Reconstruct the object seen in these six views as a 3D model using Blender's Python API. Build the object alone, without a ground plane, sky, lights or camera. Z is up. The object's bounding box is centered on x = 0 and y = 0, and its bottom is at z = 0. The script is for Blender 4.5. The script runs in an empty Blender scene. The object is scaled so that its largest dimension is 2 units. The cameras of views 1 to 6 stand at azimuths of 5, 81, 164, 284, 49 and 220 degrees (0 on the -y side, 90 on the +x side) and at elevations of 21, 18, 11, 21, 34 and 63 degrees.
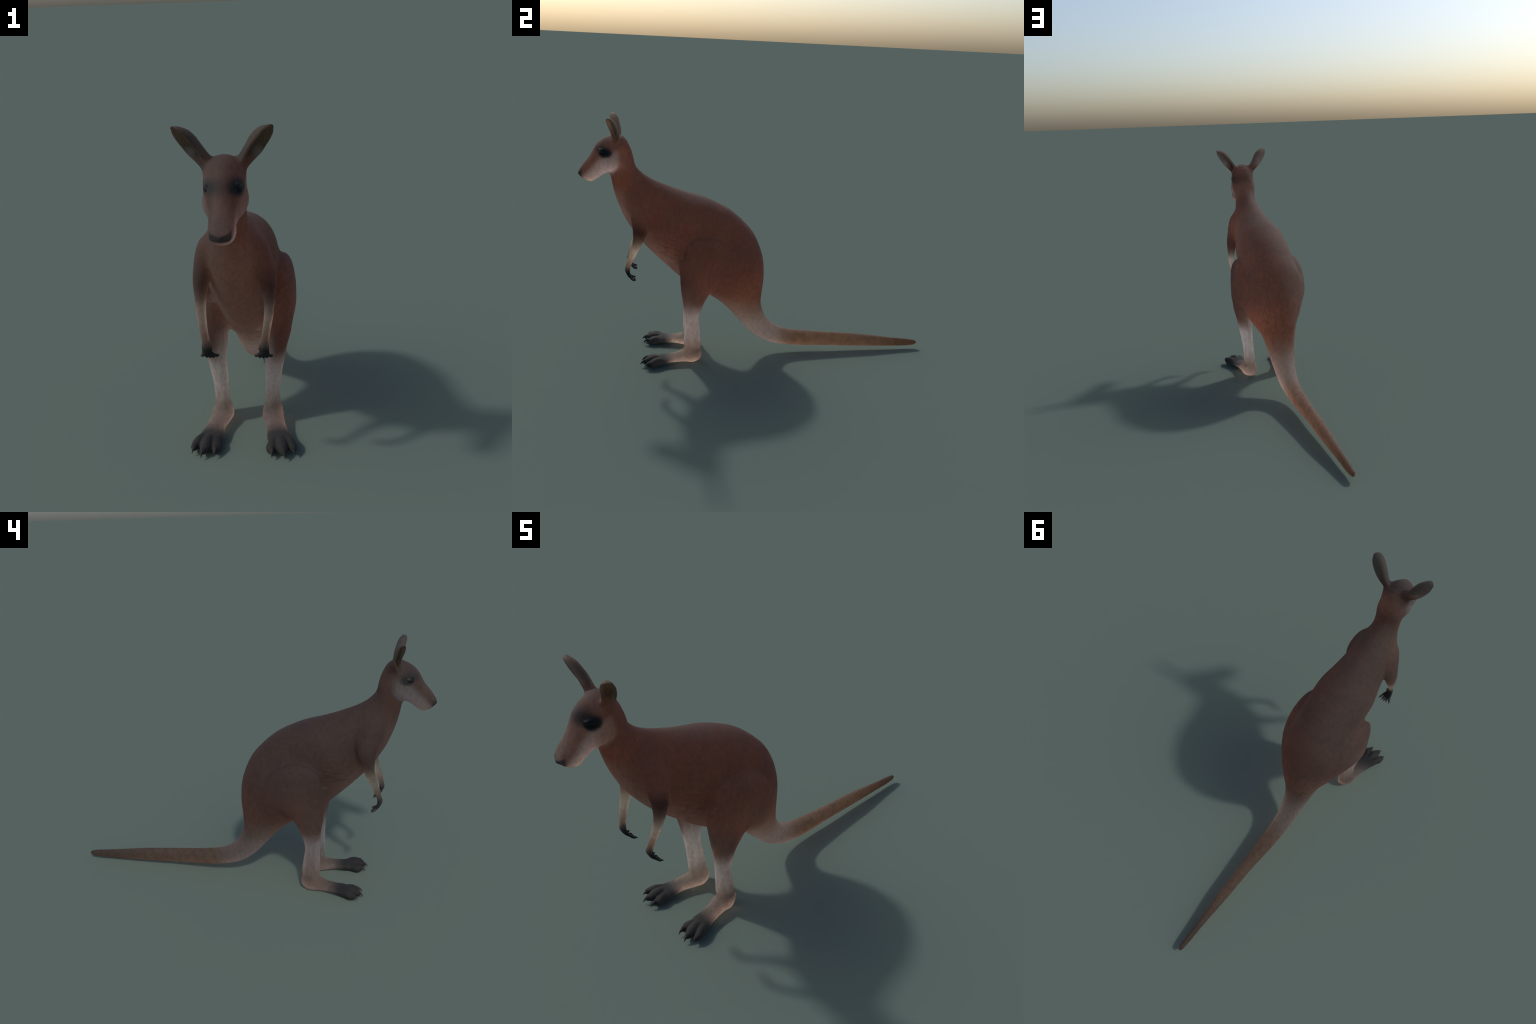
"""A standing kangaroo, built part by part.

The body is one smooth implicit surface: a fan of cross-sections from the nose
to the tip of the tail, joined smoothly with tapered limbs, haunches, feet and
ears.  It is meshed once, then separated into anatomical parts that share
borders and normals.  Eyes, fingers and claws are meshes of their own.
"""
import math
import numpy as np

STEP = 0.0036            # size of the meshing cell, metres

# ---------------------------------------------------------------- curves
def spline(keys, n):
    """Catmull-Rom through rows of keys, n samples, spaced by length of the first three columns."""
    k = np.asarray(keys, float)
    seg = np.linalg.norm(np.diff(k[:, :3], axis=0), axis=1) + 1e-6
    s = np.concatenate([[0], np.cumsum(seg)])
    m = np.empty_like(k)
    m[0], m[-1] = (k[1] - k[0]) / seg[0], (k[-1] - k[-2]) / seg[-1]
    a, b = (np.diff(k, axis=0)[:-1] / seg[:-1, None]), (np.diff(k, axis=0)[1:] / seg[1:, None])
    w = (seg[1:] / (seg[:-1] + seg[1:]))[:, None]
    m[1:-1] = a * w + b * (1 - w)
    t = np.linspace(0, s[-1], n)
    i = np.clip(np.searchsorted(s, t, side="right") - 1, 0, len(seg) - 1)
    L = seg[i][:, None]
    u = ((t - s[i]) / seg[i])[:, None]
    return ((2 * u**3 - 3 * u**2 + 1) * k[i] + (u**3 - 2 * u**2 + u) * L * m[i]
            + (-2 * u**3 + 3 * u**2) * k[i + 1] + (u**3 - u**2) * L * m[i + 1])


# ---------------------------------------------------------------- fields
def smin(a, b, k):
    h = np.maximum(k - np.abs(a - b), 0.0) / k
    return np.minimum(a, b) - h * h * k * 0.25


def smax(a, b, k):
    return -smin(-a, -b, k)


def ellipsoid(p, c, r, turn_x=0.0, turn_z=0.0):
    """Ellipsoid; turn_x tips it about the x axis, turn_z about the vertical."""
    q = p - np.asarray(c, float)
    cz, sz = math.cos(turn_z), math.sin(turn_z)
    q = np.stack([q[:, 0] * cz + q[:, 1] * sz, -q[:, 0] * sz + q[:, 1] * cz, q[:, 2]], 1)
    cx, sx = math.cos(turn_x), math.sin(turn_x)
    q = np.stack([q[:, 0], q[:, 1] * cx + q[:, 2] * sx, -q[:, 1] * sx + q[:, 2] * cx], 1)
    r = np.asarray(r, float)
    k0 = np.linalg.norm(q / r, axis=1)
    k1 = np.linalg.norm(q / r**2, axis=1) + 1e-9
    return k0 * (k0 - 1) / k1


class Tube:
    """A limb: rows of x, y, z, half-width a (along side) and half-depth b."""

    def __init__(self, keys, side=(1, 0, 0), n=40, power=2.0):
        k = spline(keys, n)
        self.c, self.a, self.b, self.power = k[:, :3], np.maximum(k[:, 3], 1e-3), np.maximum(k[:, 4], 1e-3), power
        t = np.gradient(self.c, axis=0)
        self.t = t / np.linalg.norm(t, axis=1)[:, None]
        s = np.asarray(side, float) - self.t * (self.t @ np.asarray(side, float))[:, None]
        self.s = s / np.linalg.norm(s, axis=1)[:, None]
        self.u = np.cross(self.t, self.s)
        r = max(self.a.max(), self.b.max()) + 0.05
        self.lo, self.hi = self.c.min(0) - r, self.c.max(0) + r

    def __call__(self, p):
        out = np.full(len(p), 0.2)
        near = np.nonzero(((p > self.lo) & (p < self.hi)).all(1))[0]
        for part in np.array_split(near, max(1, len(near) // 60000)):
            if not len(part):
                continue
            q = p[part]
            best = np.full(len(q), 1e9)
            idx = np.zeros(len(q), int)
            frac = np.zeros(len(q))
            for i in range(len(self.c) - 1):
                d = self.c[i + 1] - self.c[i]
                f = np.clip(((q - self.c[i]) @ d) / (d @ d), 0, 1)
                e = q - self.c[i] - f[:, None] * d
                e = np.einsum("ij,ij->i", e, e)
                m = e < best
                best[m], idx[m], frac[m] = e[m], i, f[m]
            g = frac[:, None]
            mix = lambda v: v[idx] * (1 - g) + v[idx + 1] * g
            o = q - mix(self.c)
            a, b = mix(self.a[:, None])[:, 0], mix(self.b[:, None])[:, 0]
            x, y, z = (np.einsum("ij,ij->i", o, mix(v)) for v in (self.s, self.u, self.t))
            n = self.power
            r = ((np.abs(x) / a) ** n + (np.abs(y) / b) ** n + (np.abs(z) / np.minimum(a, b)) ** n) ** (1 / n) + 1e-9
            out[part] = np.sqrt(x * x + y * y + z * z) * (1 - 1 / r) - np.minimum(a, b) * (r < 1e-3)
        return out


class Column:
    """A limb cut by parallel planes: rows of x, y, z, half-sizes a and b in the
    two other directions, running along one axis (2 = upright, 1 = lengthwise)."""

    def __init__(self, keys, axis=2, n=70, power=2.0):
        k = np.asarray(keys, float)
        k = k[np.argsort(k[:, axis])]
        along = k[:, axis]
        self.axis, self.power = axis, power
        self.other = [i for i in range(3) if i != axis]
        flat = np.column_stack([along, 0 * along, 0 * along, k[:, self.other], k[:, 3:5]])
        g = spline(flat, n)
        self.s, self.c, self.r = g[:, 0], g[:, 3:5], np.maximum(g[:, 5:7], 1e-3)
        slope = np.gradient(self.c, axis=0) / np.maximum(np.gradient(self.s), 1e-4)[:, None]
        self.tilt = 1 / np.sqrt(1 + (slope**2).sum(1))
        r = self.r.max() + 0.05
        ext = np.column_stack([self.c - r, self.c + r])
        self.lo, self.hi = np.zeros(3), np.zeros(3)
        self.lo[self.other], self.hi[self.other] = (self.c - r).min(0), (self.c + r).max(0)
        self.lo[axis], self.hi[axis] = self.s[0] - 0.06, self.s[-1] + 0.06

    def __call__(self, p):
        out = np.full(len(p), 0.2)
        near = np.nonzero(((p > self.lo) & (p < self.hi)).all(1))[0]
        q = p[near]
        z = q[:, self.axis]
        f = lambda v: np.interp(z, self.s, v)
        x, y = q[:, self.other[0]] - f(self.c[:, 0]), q[:, self.other[1]] - f(self.c[:, 1])
        a, b = f(self.r[:, 0]), f(self.r[:, 1])
        n = self.power
        r = ((np.abs(x) / a) ** n + (np.abs(y) / b) ** n) ** (1 / n) + 1e-9
        d = np.sqrt(x * x + y * y) * (1 - 1 / r) * f(self.tilt)
        d = np.where(r < 0.05, -np.minimum(a, b) * 0.9, d)
        over = np.maximum(np.maximum(self.s[0] - z, z - self.s[-1]), 0)
        out[near] = np.where(over > 0, np.hypot(np.maximum(d, 0), over), d)
        return out


class Ear:
    """A deep cupped leaf.  Each row gives a point of the inner (front) rim, the
    matching point of the outer rim, the depth of the cup, the sideways lean of
    its floor and the half-thickness of the skin."""

    def __init__(self, rows, n=44):
        k = np.asarray(rows, float)
        mid, half = (k[:, 0:3] + k[:, 3:6]) / 2, (k[:, 3:6] - k[:, 0:3]) / 2
        g = spline(np.column_stack([mid, half, k[:, 6:]]), n)
        self.c, half = g[:, :3], g[:, 3:6]
        self.depth, self.lean, self.th = g[:, 6], g[:, 7], np.maximum(g[:, 8], 0.001)
        t = np.gradient(self.c, axis=0)
        self.t = t / np.linalg.norm(t, axis=1)[:, None]
        half = half - self.t * (half * self.t).sum(1)[:, None]
        self.a = np.maximum(np.linalg.norm(half, axis=1), 1e-3)
        self.s = half / self.a[:, None]
        self.u = np.cross(self.t, self.s)
        self.lo, self.hi = self.c.min(0) - 0.09, self.c.max(0) + 0.09

    def __call__(self, p):
        out = np.full(len(p), 0.2)
        near = np.nonzero(((p > self.lo) & (p < self.hi)).all(1))[0]
        if not len(near):
            return out
        q = p[near]
        best = np.full(len(q), 1e9)
        idx, frac = np.zeros(len(q), int), np.zeros(len(q))
        for i in range(len(self.c) - 1):
            d = self.c[i + 1] - self.c[i]
            f = np.clip(((q - self.c[i]) @ d) / (d @ d), 0, 1)
            e = q - self.c[i] - f[:, None] * d
            e = np.einsum("ij,ij->i", e, e)
            m = e < best
            best[m], idx[m], frac[m] = e[m], i, f[m]
        g = frac[:, None]
        mix = lambda v: v[idx] * (1 - g) + v[idx + 1] * g
        one = lambda v: v[idx] * (1 - frac) + v[idx + 1] * frac
        o = q - mix(self.c)
        a, depth, lean, th = one(self.a), one(self.depth), one(self.lean), one(self.th)
        s, n, t = (np.einsum("ij,ij->i", o, mix(v)) for v in (self.s, self.u, self.t))
        ws = np.sin(np.linspace(-1, 1, 15) * math.pi / 2)
        px = [a * w - lean * (1 - w * w) for w in ws]
        py = [depth * (1 - abs(w) ** 2.2) for w in ws]
        dist = np.full(len(q), 1e9)
        for i in range(len(ws) - 1):
            dx, dy = px[i + 1] - px[i], py[i + 1] - py[i]
            f = np.clip(((s - px[i]) * dx + (n - py[i]) * dy) / (dx * dx + dy * dy + 1e-12), 0, 1)
            dist = np.minimum(dist, np.hypot(s - px[i] - f * dx, n - py[i] - f * dy))
        out[near] = np.hypot(dist, t) - th
        return out


class Fan:
    """The trunk: sections across the middle plane, each given by its upper and
    lower point (y, z), half-width, egg shape and squareness."""

    def __init__(self, rows, n=190):
        k = np.asarray(rows, float)
        c = (k[:, 0:2] + k[:, 2:4]) / 2
        h = (k[:, 0:2] - k[:, 2:4]) / 2
        keys = np.column_stack([c, np.zeros(len(k)), h, k[:, 4:]])
        s = spline(keys, n)
        self.c, self.h, self.w, self.egg, self.n = s[:, :2], s[:, 3:5], np.maximum(s[:, 5], 1e-3), s[:, 6], s[:, 7]
        self.len = np.maximum(np.linalg.norm(self.h, axis=1), 1e-3)
        self.u = self.h / self.len[:, None]

    def locate(self, yz):
        N = len(yz)
        best = np.full(N, 1e9)
        idx, frac = np.zeros(N, int), np.zeros(N)
        side = lambda i: (yz[:, 1] - self.c[i, 1]) * self.u[i, 0] - (yz[:, 0] - self.c[i, 0]) * self.u[i, 1]
        s0 = side(0)
        end0 = s0
        for i in range(len(self.c) - 1):
            s1 = side(i + 1)
            m = np.nonzero((s0 <= 0) != (s1 <= 0))[0]
            f = s0[m] / (s0[m] - s1[m])
            cc = self.c[i] * (1 - f)[:, None] + self.c[i + 1] * f[:, None]
            e = np.linalg.norm(yz[m] - cc, axis=1) / (self.len[i] + 0.02)
            k = e < best[m]
            m, f, e = m[k], f[k], e[k]
            best[m], idx[m], frac[m] = e, i, f
            s0 = s1
        return idx, frac, best

    def __call__(self, p):
        yz = p[:, 1:]
        keyed, inv = np.unique(np.round(yz, 7), axis=0, return_inverse=True) if len(p) > 1000 else (yz, np.arange(len(p)))
        i, f, e = (v[inv] for v in self.locate(keyed))
        g = f[:, None]
        mix = lambda v: v[i] * (1 - f) + v[i + 1] * f
        c = self.c[i] * (1 - g) + self.c[i + 1] * g
        u = self.u[i] * (1 - g) + self.u[i + 1] * g
        u /= np.linalg.norm(u, axis=1)[:, None]
        hl, w, egg, n = mix(self.len), mix(self.w), mix(self.egg), mix(self.n)
        y = ((yz - c) * u).sum(1)
        v = y / hl
        wx = w * np.clip(1 + egg * np.clip(v, -1.2, 1.2), 0.2, 3)
        x = np.abs(p[:, 0])
        r = ((x / wx) ** n + np.abs(v) ** n) ** (1 / n) + 1e-9
        q = np.sqrt(x * x + y * y)
        d = q * (1 - 1 / r)
        d = np.where(r < 0.05, -np.minimum(hl, wx) * 0.9, d)
        return np.where(e > 1e8, 0.2, d), i + f


# ---------------------------------------------------------------- the trunk
# upper y, z   lower y, z   half-width, egg, squareness
TRUNK = [
    (-1.0010, 1.0577, -0.9974, 1.0504, -0.0025, 0.0000, 2.0000),
    (-0.9997, 1.0674, -0.9895, 1.0441, 0.0181, 0.0000, 2.0000),
    (-0.9944, 1.0797, -0.9782, 1.0344, 0.0324, 0.0000, 2.1000),
    (-0.9806, 1.0996, -0.9634, 1.0240, 0.0371, 0.0000, 2.3000),
    (-0.9636, 1.1241, -0.9415, 1.0178, 0.0388, -0.1928, 2.4000),
    (-0.9383, 1.1525, -0.9246, 1.0195, 0.0418, -0.2969, 2.4000),
    (-0.9155, 1.1931, -0.9044, 1.0302, 0.0401, -0.3108, 2.3000),
    (-0.8937, 1.2246, -0.8870, 1.0427, 0.0499, -0.1874, 2.2000),
    (-0.8529, 1.2542, -0.8727, 1.0533, 0.0593, -0.0614, 2.2000),
    (-0.8021, 1.2704, -0.8581, 1.0606, 0.0673, 0.0884, 2.2000),
    (-0.7596, 1.2570, -0.8455, 1.0648, 0.0679, 0.1804, 2.1000),
    (-0.7302, 1.2104, -0.8373, 1.0612, 0.0612, 0.1995, 2.0000),
    (-0.7124, 1.1548, -0.8289, 1.0390, 0.0646, 0.1806, 2.0000),
    (-0.7036, 1.1132, -0.8231, 1.0045, 0.0617, 0.1137, 2.0000),
    (-0.6757, 1.0761, -0.8085, 0.9442, 0.0666, -0.0695, 2.0000),
    (-0.6236, 1.0400, -0.7820, 0.8702, 0.0931, -0.1849, 2.0000),
    (-0.5289, 1.0000, -0.7416, 0.7884, 0.1034, -0.0341, 2.0000),
    (-0.4327, 0.9674, -0.6616, 0.6763, 0.1220, 0.1105, 2.0000),
    (-0.3460, 0.9437, -0.6008, 0.6120, 0.1410, 0.1496, 2.0000),
    (-0.2709, 0.9142, -0.5254, 0.5393, 0.1427, 0.2067, 2.0000),
    (-0.1888, 0.8711, -0.4558, 0.4764, 0.1477, 0.1414, 2.0000),
    (-0.1088, 0.8036, -0.3792, 0.4235, 0.1628, 0.0188, 2.0000),
    (-0.0452, 0.7277, -0.2993, 0.3773, 0.1806, -0.0757, 2.0000),
    (0.0085, 0.5925, -0.2329, 0.3317, 0.1413, -0.1340, 2.0000),
    (0.0196, 0.4802, -0.1778, 0.2784, 0.1008, -0.0523, 2.0000),
    (0.0122, 0.3797, -0.1176, 0.2095, 0.0799, -0.0491, 2.0000),
    (0.0102, 0.3092, -0.0614, 0.1468, 0.0679, -0.0321, 2.0000),
    (0.0462, 0.2186, 0.0007, 0.0957, 0.0566, -0.0043, 2.0000),
    (0.1021, 0.1687, 0.0630, 0.0662, 0.0510, -0.0541, 2.0000),
    (0.1673, 0.1422, 0.1449, 0.0469, 0.0446, -0.0787, 2.0000),
    (0.2499, 0.1300, 0.2368, 0.0378, 0.0409, -0.0508, 2.0000),
    (0.4371, 0.1145, 0.4308, 0.0286, 0.0280, 0.0088, 2.0000),
    (0.6356, 0.0964, 0.6331, 0.0203, 0.0249, 0.1066, 2.0000),
    (0.8414, 0.0692, 0.8378, 0.0153, 0.0150, 0.1494, 2.0000),
    (0.9497, 0.0560, 0.9490, 0.0165, 0.0135, 0.0000, 2.0000),
    (0.9800, 0.0505, 0.9800, 0.0200, 0.0115, 0.0000, 2.0000),
    (0.9930, 0.0455, 0.9930, 0.0245, 0.0085, 0.0000, 2.0000),
    (0.9985, 0.0400, 0.9985, 0.0300, 0.0045, 0.0000, 2.0000),
    (1.0000, 0.0365, 1.0000, 0.0335, 0.0015, 0.0000, 2.0000),
]

# ---------------------------------------------------------------- the limbs (on the +x side; the other side mirrors them)
ARM = [
    (0.0595, -0.7151, 0.9850, 0.0126, 0.0097),
    (0.0741, -0.6945, 0.9500, 0.0360, 0.0491),
    (0.0867, -0.6753, 0.9000, 0.0458, 0.0673),
    (0.1012, -0.6683, 0.8500, 0.0425, 0.0577),
    (0.1184, -0.6728, 0.7900, 0.0320, 0.0424),
    (0.1244, -0.6856, 0.7220, 0.0217, 0.0289),
    (0.1220, -0.7064, 0.6650, 0.0172, 0.0224),
    (0.1146, -0.7266, 0.6150, 0.0151, 0.0177),
    (0.1046, -0.7427, 0.5650, 0.0147, 0.0123),
    (0.0986, -0.7461, 0.5450, 0.0152, 0.0090),
]
HAND = [
    (0.1060, -0.7468, 0.5549, 0.0148, 0.0105),
    (0.1045, -0.7420, 0.5320, 0.0185, 0.0100),
    (0.1015, -0.7345, 0.5170, 0.0235, 0.0082),
    (0.0995, -0.7275, 0.5095, 0.0270, 0.0058),
]
HAUNCH = [0.1617, -0.2946, 0.6165, 0.0481, 0.1532, 0.1208, -0.5014]     # centre, radii, tip about x
CHEEK = [0.0357, -0.8115, 1.1201, 0.0386, 0.0593, 0.0274, 0.5681]
LEG = [
    (0.1092, -0.3035, 0.6000, 0.0689, 0.1651),
    (0.1236, -0.3228, 0.5400, 0.0727, 0.1401),
    (0.1308, -0.3527, 0.4850, 0.0676, 0.1074),
    (0.1315, -0.3732, 0.4300, 0.0603, 0.0819),
    (0.1263, -0.3848, 0.3750, 0.0505, 0.0619),
    (0.1233, -0.3928, 0.3150, 0.0412, 0.0476),
    (0.1175, -0.3966, 0.2600, 0.0369, 0.0399),
    (0.1114, -0.3920, 0.1800, 0.0317, 0.0442),
    (0.1090, -0.3884, 0.1100, 0.0318, 0.0483),
    (0.1107, -0.3845, 0.0600, 0.0334, 0.0427),
]
FOOT = [
    (0.1030, -0.3335, 0.0420, 0.0020, 0.0020),
    (0.1032, -0.3350, 0.0415, 0.0110, 0.0110),
    (0.1036, -0.3390, 0.0400, 0.0195, 0.0185),
    (0.1044, -0.3470, 0.0370, 0.0275, 0.0262),
    (0.1055, -0.3600, 0.0340, 0.0345, 0.0315),
    (0.1075, -0.3850, 0.0314, 0.0444, 0.0339),
    (0.1125, -0.4300, 0.0364, 0.0440, 0.0338),
    (0.1276, -0.4900, 0.0321, 0.0409, 0.0229),
    (0.1388, -0.5450, 0.0286, 0.0477, 0.0188),
    (0.1460, -0.5750, 0.0270, 0.0510, 0.0225),
    (0.1510, -0.6000, 0.0240, 0.0400, 0.0160),
    (0.1540, -0.6160, 0.0210, 0.0220, 0.0090),
    (0.1560, -0.6280, 0.0190, 0.0050, 0.0030),
]
TOES = [
    [(0.1330, -0.5550, 0.0240, 0.0120, 0.0130), (0.1187, -0.5997, 0.0240, 0.0224, 0.0226), (0.1141, -0.6303, 0.0209, 0.0225, 0.0215), (0.1150, -0.6451, 0.0257, 0.0114, 0.0134)],
    [(0.1440, -0.5550, 0.0250, 0.0140, 0.0150), (0.1520, -0.6050, 0.0300, 0.0250, 0.0280), (0.1580, -0.6360, 0.0265, 0.0230, 0.0240), (0.1630, -0.6550, 0.0260, 0.0130, 0.0150)],
    [(0.1619, -0.5451, 0.0239, 0.0119, 0.0130), (0.1840, -0.5916, 0.0296, 0.0199, 0.0236), (0.1962, -0.6141, 0.0252, 0.0196, 0.0218), (0.2017, -0.6314, 0.0264, 0.0141, 0.0155)],
]
EAR = [
    (0.0383, -0.8049, 1.2088, 0.0492, -0.7974, 1.2039, 0.0229, 0.0037, 0.0090),
    (0.0505, -0.8087, 1.2360, 0.0681, -0.7958, 1.2300, 0.0276, 0.0057, 0.0075),
    (0.0662, -0.8117, 1.2642, 0.0912, -0.7905, 1.2522, 0.0290, 0.0076, 0.0052),
    (0.0835, -0.8192, 1.2961, 0.1145, -0.7898, 1.2730, 0.0307, 0.0107, 0.0040),
    (0.0968, -0.8271, 1.3157, 0.1322, -0.7921, 1.2976, 0.0308, 0.0121, 0.0036),
    (0.1149, -0.8335, 1.3392, 0.1480, -0.7978, 1.3224, 0.0270, 0.0096, 0.0034),
    (0.1360, -0.8336, 1.3566, 0.1588, -0.8058, 1.3480, 0.0135, 0.0040, 0.0030),
    (0.1475, -0.8275, 1.3622, 0.1594, -0.8118, 1.3575, 0.0050, 0.0010, 0.0028),
    (0.1515, -0.8245, 1.3634, 0.1586, -0.8155, 1.3603, 0.0016, 0.0003, 0.0027),
]


EYE_C, EYE_R = (0.0340, -0.8505, 1.1755), (0.0285, 0.0360, 0.0265)


def assemble():
    global trunk, arm, hand, leg, foot, toes, ear
    trunk = Fan(TRUNK)
    arm = Column(ARM)
    hand = Tube(HAND, side=(1, 0, 0), n=16)
    leg = Column(LEG)
    foot = Column(FOOT, axis=1, power=2.3)
    toes = [Tube(k, side=(1, w, 0), n=14) for k, w in zip(TOES, (0, 0.2, 0.3))]
    ear = Ear(EAR)


assemble()


def body(p):
    """Distance-like field of the whole body, and which part each point belongs to."""
    p = np.column_stack([np.abs(p[:, 0]), p[:, 1:]])
    d, t = trunk(p)
    # cheeks and brow
    d = smin(d, ellipsoid(p, CHEEK[:3], CHEEK[3:6], turn_x=CHEEK[6]), 0.03)
    a = smin(arm(p), hand(p), 0.012)
    d = smin(d, a, 0.014)
    h = smin(ellipsoid(p, HAUNCH[:3], HAUNCH[3:6], turn_x=HAUNCH[6]), leg(p), 0.06)
    d = smin(d, h, 0.027)
    f = foot(p)
    for toe in toes:
        f = smin(f, toe(p), 0.006)
    d = smin(d, f, 0.03)
    e = ear(p)
    d = smin(d, e, 0.018)
    # the brow hangs a little over the eyeball
    d = smin(d, ellipsoid(p, (0.0475, -0.858, 1.1935), (0.0090, 0.028, 0.0060)), 0.010)
    # soles lie flat on the ground
    return smax(d, 0.0008 - p[:, 2], 0.006)


# ---------------------------------------------------------------- meshing
def lattice():
    lo = np.array([0.0, -1.03, -0.02])
    hi = np.array([0.25, 1.03, 1.40])
    n = np.ceil((hi - lo) / STEP).astype(int) // 4 * 4 + 5
    return lo, n


def sample():
    """Field on a lattice for x >= 0, evaluated finely only near the surface."""
    lo, n = lattice()
    c = (n - 1) // 4 + 1
    ix = np.stack(np.meshgrid(*[np.arange(k) for k in c], indexing="ij"), -1).reshape(-1, 3)
    coarse = body(lo + ix * (4 * STEP)).reshape(c)
    full = np.repeat(np.repeat(np.repeat(coarse, 4, 0), 4, 1), 4, 2)[: n[0], : n[1], : n[2]].astype(np.float32)
    near = np.abs(coarse) < 4 * STEP * 2.2
    cells = np.argwhere(near)
    mark = np.zeros(n, bool)
    for dx in range(-2, 3):
        for dy in range(-2, 3):
            for dz in range(-2, 3):
                q = np.clip(cells * 4 + (dx, dy, dz), 0, n - 1)
                mark[q[:, 0], q[:, 1], q[:, 2]] = True
    fine = np.argwhere(mark)
    vals = body(lo + fine * STEP)
    full[fine[:, 0], fine[:, 1], fine[:, 2]] = vals
    return lo, full


def surface():
    """Surface nets on the mirrored lattice, then drawn onto the exact surface."""
    lo, half = sample()
    f = np.concatenate([half[:0:-1], half], 0)
    base = np.array([-(half.shape[0] - 1) * STEP, lo[1], lo[2]])
    s = f < 0
    corner = [s[i : s.shape[0] - 1 + i, j : s.shape[1] - 1 + j, k : s.shape[2] - 1 + k] for i in (0, 1) for j in (0, 1) for k in (0, 1)]
    count = sum(c.astype(np.int8) for c in corner)
    cell = np.argwhere((count > 0) & (count < 8))
    number = np.full(count.shape, -1, np.int32)
    number[cell[:, 0], cell[:, 1], cell[:, 2]] = np.arange(len(cell))
    acc, num = np.zeros((len(cell), 3)), np.zeros(len(cell))
    for axis in range(3):
        for a in (0, 1):
            for b in (0, 1):
                o0 = np.insert(np.array([a, b]), axis, 0)
                o1 = np.insert(np.array([a, b]), axis, 1)
                p0, p1 = cell + o0, cell + o1
                f0, f1 = f[p0[:, 0], p0[:, 1], p0[:, 2]], f[p1[:, 0], p1[:, 1], p1[:, 2]]
                m = (f0 < 0) != (f1 < 0)
                t = (f0[m] / (f0[m] - f1[m]))[:, None]
                acc[m] += o0 + (o1 - o0) * t
                num[m] += 1
    v = base + (cell + acc / num[:, None]) * STEP
    quads = []
    for axis in range(3):
        sl0, sl1 = [slice(1, -1)] * 3, [slice(1, -1)] * 3
        sl0[axis], sl1[axis] = slice(0, -1), slice(1, None)
        e = np.argwhere(s[tuple(sl0)] != s[tuple(sl1)])
        e[:, [k for k in range(3) if k != axis]] += 1
        b, c = [k for k in range(3) if k != axis]
        eb, ec = np.eye(3, dtype=int)[b], np.eye(3, dtype=int)[c]
        ids = [number[tuple((e - o).T)] for o in (eb + ec, ec, 0 * eb, eb)]
        q = np.stack(ids, 1)
        inside_first = s[tuple(e.T)]
        flip = inside_first if axis != 1 else ~inside_first
        q[~flip] = q[~flip][:, ::-1]
        quads.append(q)
    quads = np.concatenate(quads)
    v = relax(v, quads)
    return v, quads


def gradient(p, e=6e-4):
    d0 = body(p)
    g = np.stack([body(p + e * np.eye(3)[k]) - body(p - e * np.eye(3)[k]) for k in range(3)], 1) / (2 * e)
    return d0, g


def relax(v, quads, rounds=2):
    edges = np.concatenate([quads[:, [0, 1]], quads[:, [1, 2]], quads[:, [2, 3]], quads[:, [3, 0]]])
    i, j = edges[:, 0], edges[:, 1]
    deg = np.bincount(np.concatenate([i, j]), minlength=len(v))[:, None]
    for r in range(rounds):
        for _ in range(2):
            mean = np.stack([np.bincount(i, v[j, k], len(v)) + np.bincount(j, v[i, k], len(v)) for k in range(3)], 1) / deg
            v = v + 0.5 * (mean - v)
        d, g = gradient(v)
        n2 = np.maximum((g * g).sum(1), 0.05)
        step = -(d / n2)[:, None] * g
        ln = np.linalg.norm(step, axis=1)[:, None]
        v = v + step * np.minimum(1, STEP / (ln + 1e-9))
    return v


# ==== BLENDER ====
import bpy
from mathutils import Vector


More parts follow.
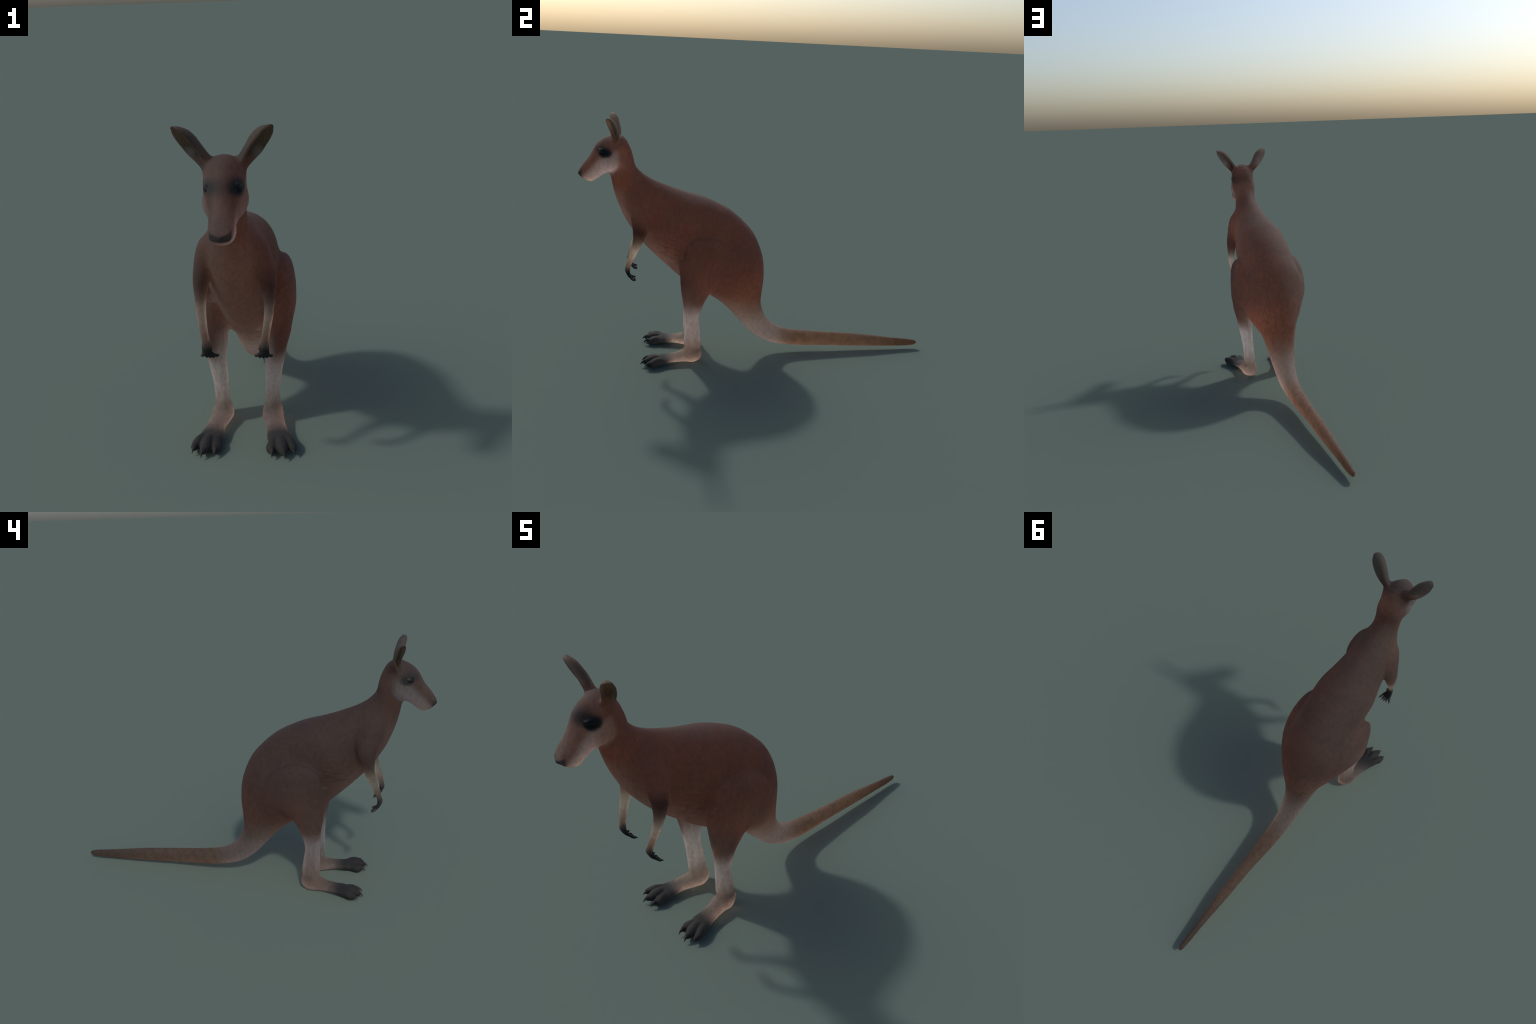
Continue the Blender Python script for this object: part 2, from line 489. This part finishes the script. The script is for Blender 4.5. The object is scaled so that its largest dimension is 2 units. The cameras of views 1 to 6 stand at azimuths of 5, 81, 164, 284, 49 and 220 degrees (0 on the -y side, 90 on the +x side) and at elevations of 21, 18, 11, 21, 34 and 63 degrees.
# ---------------------------------------------------------------- node shorthand
class Nodes:
    """Small helper to write shader maths as code."""

    def __init__(self, name):
        self.mat = bpy.data.materials.new(name)
        self.mat.use_nodes = True
        self.t = self.mat.node_tree
        self.t.nodes.clear()
        self.out = self.t.nodes.new("ShaderNodeOutputMaterial")
        self.p = self.t.nodes.new("ShaderNodeBsdfPrincipled")
        self.t.links.new(self.p.outputs[0], self.out.inputs[0])
        co = self.t.nodes.new("ShaderNodeTexCoord")
        self.co = co.outputs["Object"]
        sep = self.t.nodes.new("ShaderNodeSeparateXYZ")
        self.t.links.new(self.co, sep.inputs[0])
        self.x, self.y, self.z = sep.outputs
        self.ax = self.m("ABSOLUTE", self.x)
        geo = self.t.nodes.new("ShaderNodeNewGeometry")
        self.normal = geo.outputs["Normal"]

    def link(self, v, socket):
        if isinstance(v, bpy.types.NodeSocket):
            self.t.links.new(v, socket)
        else:
            socket.default_value = v

    def m(self, op, *args, clamp=False):
        n = self.t.nodes.new("ShaderNodeMath")
        n.operation, n.use_clamp = op, clamp
        for a, s in zip(args, n.inputs):
            self.link(a, s)
        return n.outputs[0]

    def add(self, a, b): return self.m("ADD", a, b)
    def sub(self, a, b): return self.m("SUBTRACT", a, b)
    def mul(self, a, b): return self.m("MULTIPLY", a, b)
    def inv(self, a): return self.m("SUBTRACT", 1.0, a)

    def both(self, *a):
        r = a[0]
        for b in a[1:]:
            r = self.mul(r, b)
        return r

    def step(self, v, lo, hi, a=0.0, b=1.0):
        """Smooth step of v: a at lo, b at hi (lo may be larger than hi)."""
        n = self.t.nodes.new("ShaderNodeMapRange")
        n.interpolation_type = "SMOOTHSTEP"
        self.link(v, n.inputs[0])
        if lo > hi:
            lo, hi, a, b = hi, lo, b, a
        for s, k in zip(list(n.inputs)[1:5], (lo, hi, a, b)):
            s.default_value = k
        return n.outputs[0]

    def band(self, v, a, b, soft):
        return self.mul(self.step(v, a - soft, a + soft), self.step(v, b + soft, b - soft))

    def noise(self, scale, detail=3.0, stretch=(1, 1, 1), turn=(0, 0, 0), rough=0.55):
        mp = self.t.nodes.new("ShaderNodeMapping")
        mp.inputs["Scale"].default_value = stretch
        mp.inputs["Rotation"].default_value = turn
        self.link(self.co, mp.inputs[0])
        n = self.t.nodes.new("ShaderNodeTexNoise")
        n.inputs["Scale"].default_value = scale
        n.inputs["Detail"].default_value = detail
        n.inputs["Roughness"].default_value = rough
        self.t.links.new(mp.outputs[0], n.inputs["Vector"])
        return n.outputs[0]

    def blob(self, c, r, inner=0.6, outer=1.0, wobble=None, turn_x=0.0, mirror=True):
        """1 inside an ellipsoid round c, fading to 0 at its rim."""
        d = []
        px = self.sub(self.ax if mirror else self.x, c[0])
        py, pz = self.sub(self.y, c[1]), self.sub(self.z, c[2])
        if turn_x:
            k, q = math.cos(turn_x), math.sin(turn_x)
            py, pz = self.add(self.mul(py, k), self.mul(pz, q)), self.sub(self.mul(pz, k), self.mul(py, q))
        for v, rr in zip((px, py, pz), r):
            v = self.m("DIVIDE", v, rr)
            d.append(self.mul(v, v))
        s = self.m("SQRT", self.add(self.add(d[0], d[1]), d[2]))
        if wobble is not None:
            s = self.add(s, wobble)
        return self.step(s, outer, inner)

    def mix(self, f, a, b):
        n = self.t.nodes.new("ShaderNodeMix")
        n.data_type = "RGBA"
        self.link(f, n.inputs[0])
        for v, s in ((a, n.inputs[6]), (b, n.inputs[7])):
            self.link(v if isinstance(v, bpy.types.NodeSocket) else (*v, 1.0), s)
        return n.outputs[2]

    def shade(self, col, f):
        """Multiply a colour by the number f."""
        n = self.t.nodes.new("ShaderNodeVectorMath")
        n.operation = "SCALE"
        self.link(col, n.inputs[0])
        self.link(f, n.inputs["Scale"])
        return n.outputs[0]

    def curve(self, v, points):
        """Profile through (position, height) points, both within 0..1."""
        n = self.t.nodes.new("ShaderNodeFloatCurve")
        self.link(v, n.inputs["Value"])
        c = n.mapping.curves[0]
        c.points[0].location, c.points[1].location = points[0], points[-1]
        for p in points[1:-1]:
            c.points.new(*p)
        n.mapping.update()
        return n.outputs[0]

    def bump(self, height, strength, distance=0.002):
        n = self.t.nodes.new("ShaderNodeBump")
        n.inputs["Distance"].default_value = distance
        self.link(strength, n.inputs["Strength"])
        self.link(height, n.inputs["Height"])
        return n.outputs[0]

    def finish(self, colour, rough, normal=None, transmission=1.0):
        self.link(colour, self.p.inputs["Base Color"])
        self.link(rough, self.p.inputs["Roughness"])
        self.p.inputs["Transmission Weight"].default_value = transmission
        if normal is not None:
            self.link(normal, self.p.inputs["Normal"])
        return self.mat


FUR_ROUGH = 0.86
RUST, DARK_RUST, PALE_PINK = (0.236, 0.083, 0.047), (0.172, 0.066, 0.043), (0.470, 0.310, 0.255)
TAN, BLACK = (0.480, 0.290, 0.190), (0.012, 0.011, 0.011)


def fur_material():
    g = Nodes("kangaroo_fur")
    big, mid = g.noise(7, 3), g.noise(26, 4)
    wob = g.mul(g.sub(big, 0.5), 0.5)
    fine = g.noise(230, 3, stretch=(1, 0.8, 0.4), turn=(0.5, 0, 0), rough=0.65)
    y01 = g.mul(g.add(g.y, 1.0), 0.5)
    belly = g.curve(y01, [(0.0, 1.0), (0.085, 0.995), (0.13, 0.79), (0.17, 0.673), (0.237, 0.538), (0.31, 0.418), (0.385, 0.314), (0.445, 0.197), (0.50, 0.094), (0.57, 0.042), (0.8, 0.015), (1.0, 0.02)])
    above = g.sub(g.z, belly)
    # coat of the trunk
    col = g.mix(g.step(big, 0.38, 0.66), DARK_RUST, RUST)
    rump = g.blob((0.06, -0.06, 0.42), (0.16, 0.20, 0.22), 0.2, 1.0, wob)
    col = g.mix(g.mul(rump, 0.75), col, (0.350, 0.125, 0.066))
    under = g.both(g.step(g.add(above, g.mul(wob, 0.12)), 0.20, -0.02), g.step(g.ax, 0.15, 0.05), g.step(g.z, 1.02, 0.85))
    col = g.mix(g.mul(under, 0.9), col, PALE_PINK)
    chest = g.both(g.step(g.ax, 0.085, 0.02), g.step(g.y, -0.60, -0.72), g.step(g.z, 1.0, 0.9))
    col = g.mix(g.mul(chest, 0.40), col, PALE_PINK)
    patchy = g.noise(15, 5, stretch=(1, 1, 0.7), turn=(0.4, 0, 0), rough=0.65)
    col = g.mix(g.step(patchy, 0.45, 0.72, 0.0, 0.45), col, (0.230, 0.120, 0.085))
    col = g.mix(g.step(patchy, 0.50, 0.25, 0.0, 0.40), col, (0.300, 0.085, 0.040))
    # tail
    behind = g.step(g.y, -0.34, -0.27)
    low_rump = g.mul(behind, g.step(g.add(g.add(g.z, g.mul(g.y, 0.25)), g.mul(wob, 0.13)), 0.385, 0.225))
    col = g.mix(g.mul(low_rump, 0.75), col, (0.440, 0.290, 0.220))
    root = g.mul(behind, g.step(g.add(g.add(g.z, g.mul(g.y, 0.05)), g.mul(wob, 0.12)), 0.285, 0.175))
    col = g.mix(root, col, (0.560, 0.430, 0.390))
    tail = g.step(g.add(g.y, g.mul(wob, 0.12)), 0.08, 0.22)
    tail_col = g.mix(g.step(mid, 0.35, 0.65), (0.330, 0.180, 0.110), TAN)
    tail_col = g.mix(g.step(g.y, 0.55, 0.98), tail_col, (0.230, 0.120, 0.070))
    col = g.mix(tail, col, tail_col)
    # hind legs
    hind = g.both(g.step(g.ax, 0.035, 0.06), g.step(g.y, -0.27, -0.31))
    zl = g.add(g.add(g.z, g.mul(wob, 0.06)), g.mul(g.sub(mid, 0.5), 0.04))
    thigh_dark = g.both(g.blob((0.16, -0.40, 0.44), (0.10, 0.10, 0.13), 0.2, 1.0))
    col = g.mix(g.mul(thigh_dark, 0.45), col, (0.120, 0.050, 0.034))
    inner = g.both(g.step(g.ax, 0.135, 0.085), g.step(g.z, 0.50, 0.40), g.step(g.y, -0.27, -0.31))
    pale = g.m("MAXIMUM", g.step(zl, 0.372, 0.262), inner)
    streak = g.noise(30, 3, stretch=(1, 1, 0.07))
    leg_col = g.mix(g.step(streak, 0.35, 0.65), (0.680, 0.560, 0.530), (0.880, 0.800, 0.800))
    leg_col = g.mix(g.mul(g.step(g.z, 0.15, 0.08), g.step(mid, 0.2, 0.7, 0.5, 1.0)), leg_col, (0.560, 0.400, 0.310))
    col = g.mix(g.mul(hind, pale), col, leg_col)
    ankle = g.blob((0.140, -0.365, 0.075), (0.035, 0.050, 0.028), 0.2, 1.0, wob)
    col = g.mix(g.mul(ankle, 0.5), col, (0.22, 0.125, 0.075))
    toes_dark = g.mul(g.step(g.add(g.y, g.mul(wob, 0.05)), -0.475, -0.555), g.step(g.z, 0.16, 0.11))
    col = g.mix(toes_dark, col, (0.034, 0.032, 0.032))
    # fore limbs
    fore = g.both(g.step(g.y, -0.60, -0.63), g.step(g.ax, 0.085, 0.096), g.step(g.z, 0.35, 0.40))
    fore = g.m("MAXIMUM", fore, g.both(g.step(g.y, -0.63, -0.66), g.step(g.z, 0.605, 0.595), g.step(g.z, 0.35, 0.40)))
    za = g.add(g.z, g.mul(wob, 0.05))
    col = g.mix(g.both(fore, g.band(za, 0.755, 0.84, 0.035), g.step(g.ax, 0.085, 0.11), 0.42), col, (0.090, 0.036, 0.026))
    arm_col = g.mix(g.step(za, 0.76, 0.655), (0.300, 0.205, 0.140), (0.700, 0.585, 0.490))
    arm_col = g.mix(g.step(za, 0.64, 0.585), arm_col, (0.480, 0.320, 0.240))
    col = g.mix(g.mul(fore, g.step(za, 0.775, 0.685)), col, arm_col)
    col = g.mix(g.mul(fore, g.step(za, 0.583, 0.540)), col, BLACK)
    # face
    head = g.step(g.y, -0.73, -0.76)
    along = g.add(g.mul(g.y, -0.62), g.mul(g.z, 0.78))          # rises toward brow and nose bridge
    face = g.both(head, g.step(g.z, 1.0, 1.04), g.step(g.add(g.y, g.mul(wob, 0.04)), -0.770, -0.805),
                  g.step(g.sub(g.add(g.y, g.mul(wob, 0.02)), g.mul(g.sub(g.z, 1.055), 0.78)), -0.810, -0.840))
    bridge = g.step(g.add(g.sub(g.z, g.mul(g.add(g.y, 0.86), 1.05)), g.mul(wob, 0.03)), 1.185, 1.145)
    cheek = g.both(face, bridge, g.step(g.z, 1.205, 1.165))
    cheek_side = g.step(g.ax, 0.018, 0.034)
    low = g.step(g.add(g.z, g.mul(g.add(g.y, 0.86), 0.3)), 1.085, 1.05)
    col = g.mix(g.mul(cheek, g.m("MAXIMUM", cheek_side, low)), col, (0.450, 0.350, 0.335))
    chin = g.blob((0.0, -0.945, 1.025), (0.06, 0.05, 0.028), 0.4, 1.0, wob)
    col = g.mix(chin, col, (0.600, 0.480, 0.330))
    bridge_top = g.both(g.step(g.ax, 0.040, 0.012), g.step(g.y, -0.86, -0.89), g.step(g.z, 1.04, 1.06))  # top of muzzle lightened in colour for the light falling on it
    col = g.mix(g.mul(bridge_top, 0.65), col, (0.400, 0.250, 0.215))
    crown = g.both(g.step(g.y, -0.79, -0.82), g.step(g.z, 1.19, 1.22))
    col = g.mix(g.mul(crown, 0.4), col, (0.330, 0.190, 0.160))
    lips = g.blob((0.034, -0.962, 1.034), (0.020, 0.016, 0.010), 0.2, 1.0, wob)
    col = g.mix(g.mul(lips, 0.35), col, (0.150, 0.100, 0.070))
    brow = g.blob((0.046, -0.878, 1.192), (0.060, 0.044, 0.028), 0.25, 1.0)  # painted shadow of the eyeballs across the brow, also dulls the lid highlight
    col = g.mix(g.mul(brow, 0.85), col, (0.070, 0.058, 0.055))
    stripe = g.blob((0.030, -0.915, 1.135), (0.022, 0.060, 0.018), 0.2, 1.0, wob, turn_x=0.9)
    col = g.mix(g.mul(stripe, 0.7), col, (0.170, 0.062, 0.035))
    smile = g.sub(g.z, g.mul(g.mul(g.x, g.x), 11.0))
    nose = g.both(g.step(smile, 1.071, 1.061), g.step(g.y, -0.970, -0.982), g.step(g.sub(g.z, g.mul(g.ax, 0.15)), 1.036, 1.044))
    col = g.mix(nose, col, (0.014, 0.013, 0.012))
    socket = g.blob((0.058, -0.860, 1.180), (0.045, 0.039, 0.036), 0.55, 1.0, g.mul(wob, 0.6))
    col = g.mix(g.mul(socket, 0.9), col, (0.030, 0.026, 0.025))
    ear_base = g.blob((0.060, -0.785, 1.225), (0.035, 0.045, 0.045), 0.3, 1.0)  # coat darkened here to hold down the orange light coming through
    col = g.mix(g.mul(ear_base, 0.8), col, (0.140, 0.060, 0.040))
    # hairs, with clumps that lie in waves on the flank and in tufts on the rump
    flank = g.blob((0.13, -0.52, 0.66), (0.14, 0.17, 0.18), 0.2, 1.0)
    rear = g.blob((0.08, -0.02, 0.47), (0.18, 0.15, 0.20), 0.2, 1.0)
    waves = g.noise(46, 5, stretch=(1, 0.40, 1.5), turn=(-0.30, 0, 0), rough=0.6)
    tufts = g.noise(48, 5, stretch=(1.2, 1.2, 0.55), turn=(0.25, 0.2, 0), rough=0.65)
    coat = g.noise(60, 4, stretch=(1, 1, 0.5), turn=(0.5, 0, 0), rough=0.65)
    dark_part = g.inv(toes_dark)
    col = g.shade(col, g.step(fine, 0.25, 0.75, 0.76, 1.22))
    col = g.shade(col, g.step(coat, 0.28, 0.72, 0.80, 1.18))
    col = g.mix(flank, col, g.shade(col, g.step(waves, 0.32, 0.64, 0.62, 1.32)))
    col = g.mix(rear, col, g.shade(col, g.step(tufts, 0.30, 0.66, 0.66, 1.26)))
    h = g.add(g.mul(fine, 0.20), g.add(g.mul(coat, 0.25), g.add(g.mul(g.mul(waves, flank), 1.5), g.mul(g.mul(tufts, rear), 1.5))))
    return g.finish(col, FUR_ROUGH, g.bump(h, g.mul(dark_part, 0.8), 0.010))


def ear_material():
    g = Nodes("ear_fur")
    fine = g.noise(120, 3)
    mid = g.noise(30, 3)
    side = np.array([0.67, 0.645, -0.37])
    axis = np.array([0.55, -0.166, 0.82])
    face = np.cross(axis, side)
    face = -face / np.linalg.norm(face)
    sep = g.t.nodes.new("ShaderNodeSeparateXYZ")
    g.link(g.normal, sep.inputs[0])
    sign = g.m("SIGN", g.x)
    dot = g.add(g.add(g.mul(g.mul(sep.outputs[0], sign), float(face[0])), g.mul(sep.outputs[1], float(face[1]))), g.mul(sep.outputs[2], float(face[2])))
    col = g.mix(g.step(g.z, 1.24, 1.30), (0.220, 0.095, 0.060), (0.270, 0.200, 0.175))
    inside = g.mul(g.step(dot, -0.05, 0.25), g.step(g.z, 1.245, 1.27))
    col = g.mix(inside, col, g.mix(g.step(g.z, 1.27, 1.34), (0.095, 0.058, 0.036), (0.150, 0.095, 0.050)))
    rim_pale_patch = g.blob((0.108, -0.795, 1.276), (0.026, 0.03, 0.030), 0.1, 1.0)
    col = g.mix(g.mul(rim_pale_patch, 0.45), col, (0.42, 0.37, 0.32))
    col = g.mix(g.step(g.z, 1.265, 1.235), col, (0.150, 0.066, 0.042))  # lower ear tinted darker against the red glow of transmitted light
    col = g.shade(col, g.step(fine, 0.25, 0.75, 0.8, 1.15))
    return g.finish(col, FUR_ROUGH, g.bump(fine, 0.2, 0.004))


def plain_material(name, colour, rough, coat=0.0, shine=0.35):
    g = Nodes(name)
    n = g.noise(90, 3)
    col = g.shade(g.mix(0.0, colour, colour), g.step(n, 0.3, 0.7, 0.8, 1.2))
    g.p.inputs["Specular IOR Level"].default_value = shine
    g.p.inputs["Coat Weight"].default_value = coat
    g.p.inputs["Coat Roughness"].default_value = 0.1
    return g.finish(col, rough, transmission=0.0)


# ---------------------------------------------------------------- parts
def new_object(name, verts, faces, material, parent, smooth=True):
    me = bpy.data.meshes.new(name)
    me.from_pydata([tuple(v) for v in verts], [], [tuple(f) for f in faces])
    if smooth:
        me.shade_smooth()
    me.materials.append(material)
    ob = bpy.data.objects.new(name, me)
    bpy.context.scene.collection.objects.link(ob)
    ob.parent = parent
    return ob


def rod(keys, around=14, along=16):
    """Closed tapered rod through rows of x, y, z, radius."""
    k = spline([tuple(r) + (0,) for r in keys], along)
    c, r = k[:, :3], np.maximum(k[:, 3], 1e-4)
    t = np.gradient(c, axis=0)
    t /= np.linalg.norm(t, axis=1)[:, None]
    ref = np.array([1.0, 0, 0]) if abs(t[:, 0]).max() < 0.9 else np.array([0, 0, 1.0])
    s = np.cross(t, ref)
    s /= np.linalg.norm(s, axis=1)[:, None]
    u = np.cross(t, s)
    verts, faces = [], []
    for i in range(along):
        for j in range(around):
            a = 2 * math.pi * j / around
            verts.append(c[i] + r[i] * (math.cos(a) * s[i] + math.sin(a) * u[i]))
    for i in range(along - 1):
        for j in range(around):
            k2 = (j + 1) % around
            faces.append((i * around + j, i * around + k2, (i + 1) * around + k2, (i + 1) * around + j))
    verts += [c[0] - t[0] * r[0] * 0.5, c[-1] + t[-1] * r[-1] * 0.5]
    n = len(verts)
    for j in range(around):
        k2 = (j + 1) % around
        faces.append((n - 2, k2, j))
        faces.append((n - 1, (along - 1) * around + j, (along - 1) * around + k2))
    return np.array(verts), faces


def mirrored(verts, faces):
    return verts * (-1, 1, 1), [f[::-1] for f in faces]


def regions(p):
    """Name of the part each face centre belongs to; left and right are kept apart."""
    q = np.column_stack([np.abs(p[:, 0]), p[:, 1:]])
    d, t = trunk(q)
    key = lambda i: int(np.argmin(np.linalg.norm(trunk.c - (np.array(TRUNK[i][:2]) + np.array(TRUNK[i][2:4])) / 2, axis=1)))
    name = np.full(len(p), "torso", object)
    name[t < key(13)] = "neck"
    name[t > key(25)] = "tail"
    name[(t >= key(13)) & (t < key(14))] = "neck"
    name[t < key(11)] = "head"
    side = np.where(p[:, 0] > 0, "left", "right")

    def put(mask, what):
        name[mask] = [what + "|" + s for s in side[mask]]

    a = np.minimum(arm(q), hand(q))
    put((a < d - 0.002) & (q[:, 1] < -0.55) & (q[:, 0] > 0.03), "forelimb")
    put((q[:, 1] < -0.66) & (q[:, 2] < 0.555) & (q[:, 0] > 0.03), "hand")
    h = np.minimum(ellipsoid(q, HAUNCH[:3], HAUNCH[3:6], turn_x=HAUNCH[6]), leg(q))
    f = foot(q)
    low = (q[:, 2] < 0.30) & (q[:, 1] < -0.28)
    put(((h < d - 0.002) & (q[:, 1] < 0.0) & (q[:, 1] > -0.50)) | low, "hindlimb")
    put(low & ((q[:, 2] < 0.07) | (q[:, 1] < -0.45)), "foot")
    put((ear(q) < d) & (q[:, 2] > 1.2), "ear")
    return name


def main():
    top = bpy.data.objects.new("kangaroo", None)
    bpy.context.scene.collection.objects.link(top)
    top["label"] = "rusty brown kangaroo standing on its hind legs, long tail behind"
    top["category"] = "kangaroo"
    fur, ear_fur = fur_material(), ear_material()
    v, q = surface()
    v = v + np.array([0, 0, LIFT])
    whole = bpy.data.meshes.new("whole")
    whole.from_pydata(v.tolist(), [], q.tolist())
    whole.shade_smooth()
    normals = np.empty(len(v) * 3, np.float32)
    whole.vertex_normals.foreach_get("vector", normals)
    normals = normals.reshape(-1, 3)
    name = regions(v[q].mean(1) - np.array([0, 0, LIFT]))
    made = {}
    for kind in ("torso", "neck", "head", "tail", "forelimb|left", "forelimb|right", "hand|left", "hand|right",
                 "hindlimb|left", "hindlimb|right", "foot|left", "foot|right", "ear|left", "ear|right"):
        f = q[name == kind]
        used, local = np.unique(f, return_inverse=True)
        plain = kind.split("|")[0]
        ob = new_object(plain, v[used], local.reshape(-1, 4).tolist(), ear_fur if plain == "ear" else fur,
                        made["head"] if plain == "ear" else top)
        ob.data.normals_split_custom_set_from_vertices(normals[used].tolist())
        made[kind] = ob
    bpy.data.meshes.remove(whole)

    eye_m = plain_material("eye", (0.008, 0.007, 0.008), 0.40, shine=0.12)
    claw_m = plain_material("claw", (0.014, 0.012, 0.012), 0.9)
    digit_m = plain_material("hand_skin", (0.016, 0.014, 0.013), 0.75)
    up = np.array([0, 0, LIFT])
    for s in ("left", "right"):
        flip = (lambda a: a) if s == "left" else (lambda a: mirrored(*a))
        # eye: a flattened ball showing through the lids
        n, m = 24, 16
        verts = [(math.sin(b) * math.cos(a), math.sin(b) * math.sin(a), math.cos(b)) for b in np.linspace(0.02, math.pi - 0.02, m) for a in np.linspace(0, 2 * math.pi, n, endpoint=False)]
        faces = [(i * n + j, (i + 1) * n + j, (i + 1) * n + (j + 1) % n, i * n + (j + 1) % n) for i in range(m - 1) for j in range(n)]
        faces += [tuple(range(n)), tuple(range((m - 1) * n, m * n))[::-1]]
        verts = np.array(verts) * EYE_R + np.array(EYE_C)
        vv, ff = flip((verts, faces))
        new_object("eye", vv + up, ff, eye_m, made["head"])
        for base, tip, r in FINGERS:
            base, tip = np.array(base), np.array(tip)
            end = base + (tip - base) * 0.66
            bend = (base + end) / 2 + np.array([0, -0.0012, -0.0018])
            vv, ff = flip(rod([(*(base * 1.25 - end * 0.25), r * 0.9), (*base, r * 1.05), (*bend, r), (*end, r * 0.85), (*(end + (tip - end) * 0.15), r * 0.45)]))
            new_object("finger", vv + up, ff, digit_m, made["hand|" + s])
            mid = (end + tip) / 2 + np.array([0, 0, 0.0008])
            vv, ff = flip(rod([(*(end * 1.1 - tip * 0.1), r * 0.62), (*mid, r * 0.5), (*tip, 0.0004)], 10, 10))
            new_object("claw", vv + up, ff, claw_m, made["hand|" + s])
        for base, tip in TOE_CLAWS:
            base, tip = np.array(base), np.array(tip)
            mid = base * 0.5 + tip * 0.5 + np.array([0, -0.001, 0.004])
            vv, ff = flip(rod([(*base, 0.0105), (*(base * 0.65 + mid * 0.35), 0.0088), (*mid, 0.0058), (*tip, 0.0006)], 14, 18))
            new_object("claw", vv + up, ff, claw_m, made["foot|" + s])


LIFT = 0.0
FINGERS = [
    ((0.0780, -0.7270, 0.5095), (0.0655, -0.7015, 0.4945), 0.0052),
    ((0.0890, -0.7265, 0.5070), (0.0840, -0.7025, 0.4885), 0.0049),
    ((0.0995, -0.7265, 0.5065), (0.0980, -0.7020, 0.4875), 0.0050),
    ((0.1100, -0.7265, 0.5070), (0.1120, -0.7025, 0.4885), 0.0049),
    ((0.1210, -0.7270, 0.5095), (0.1335, -0.7020, 0.4945), 0.0052),
]
TOE_CLAWS = [
    ((0.115, -0.643, 0.030), (0.1165, -0.6735, 0.0105)),
    ((0.163, -0.652, 0.031), (0.1700, -0.6815, 0.0110)),
    ((0.200, -0.628, 0.030), (0.2090, -0.6565, 0.0140)),
]
main()
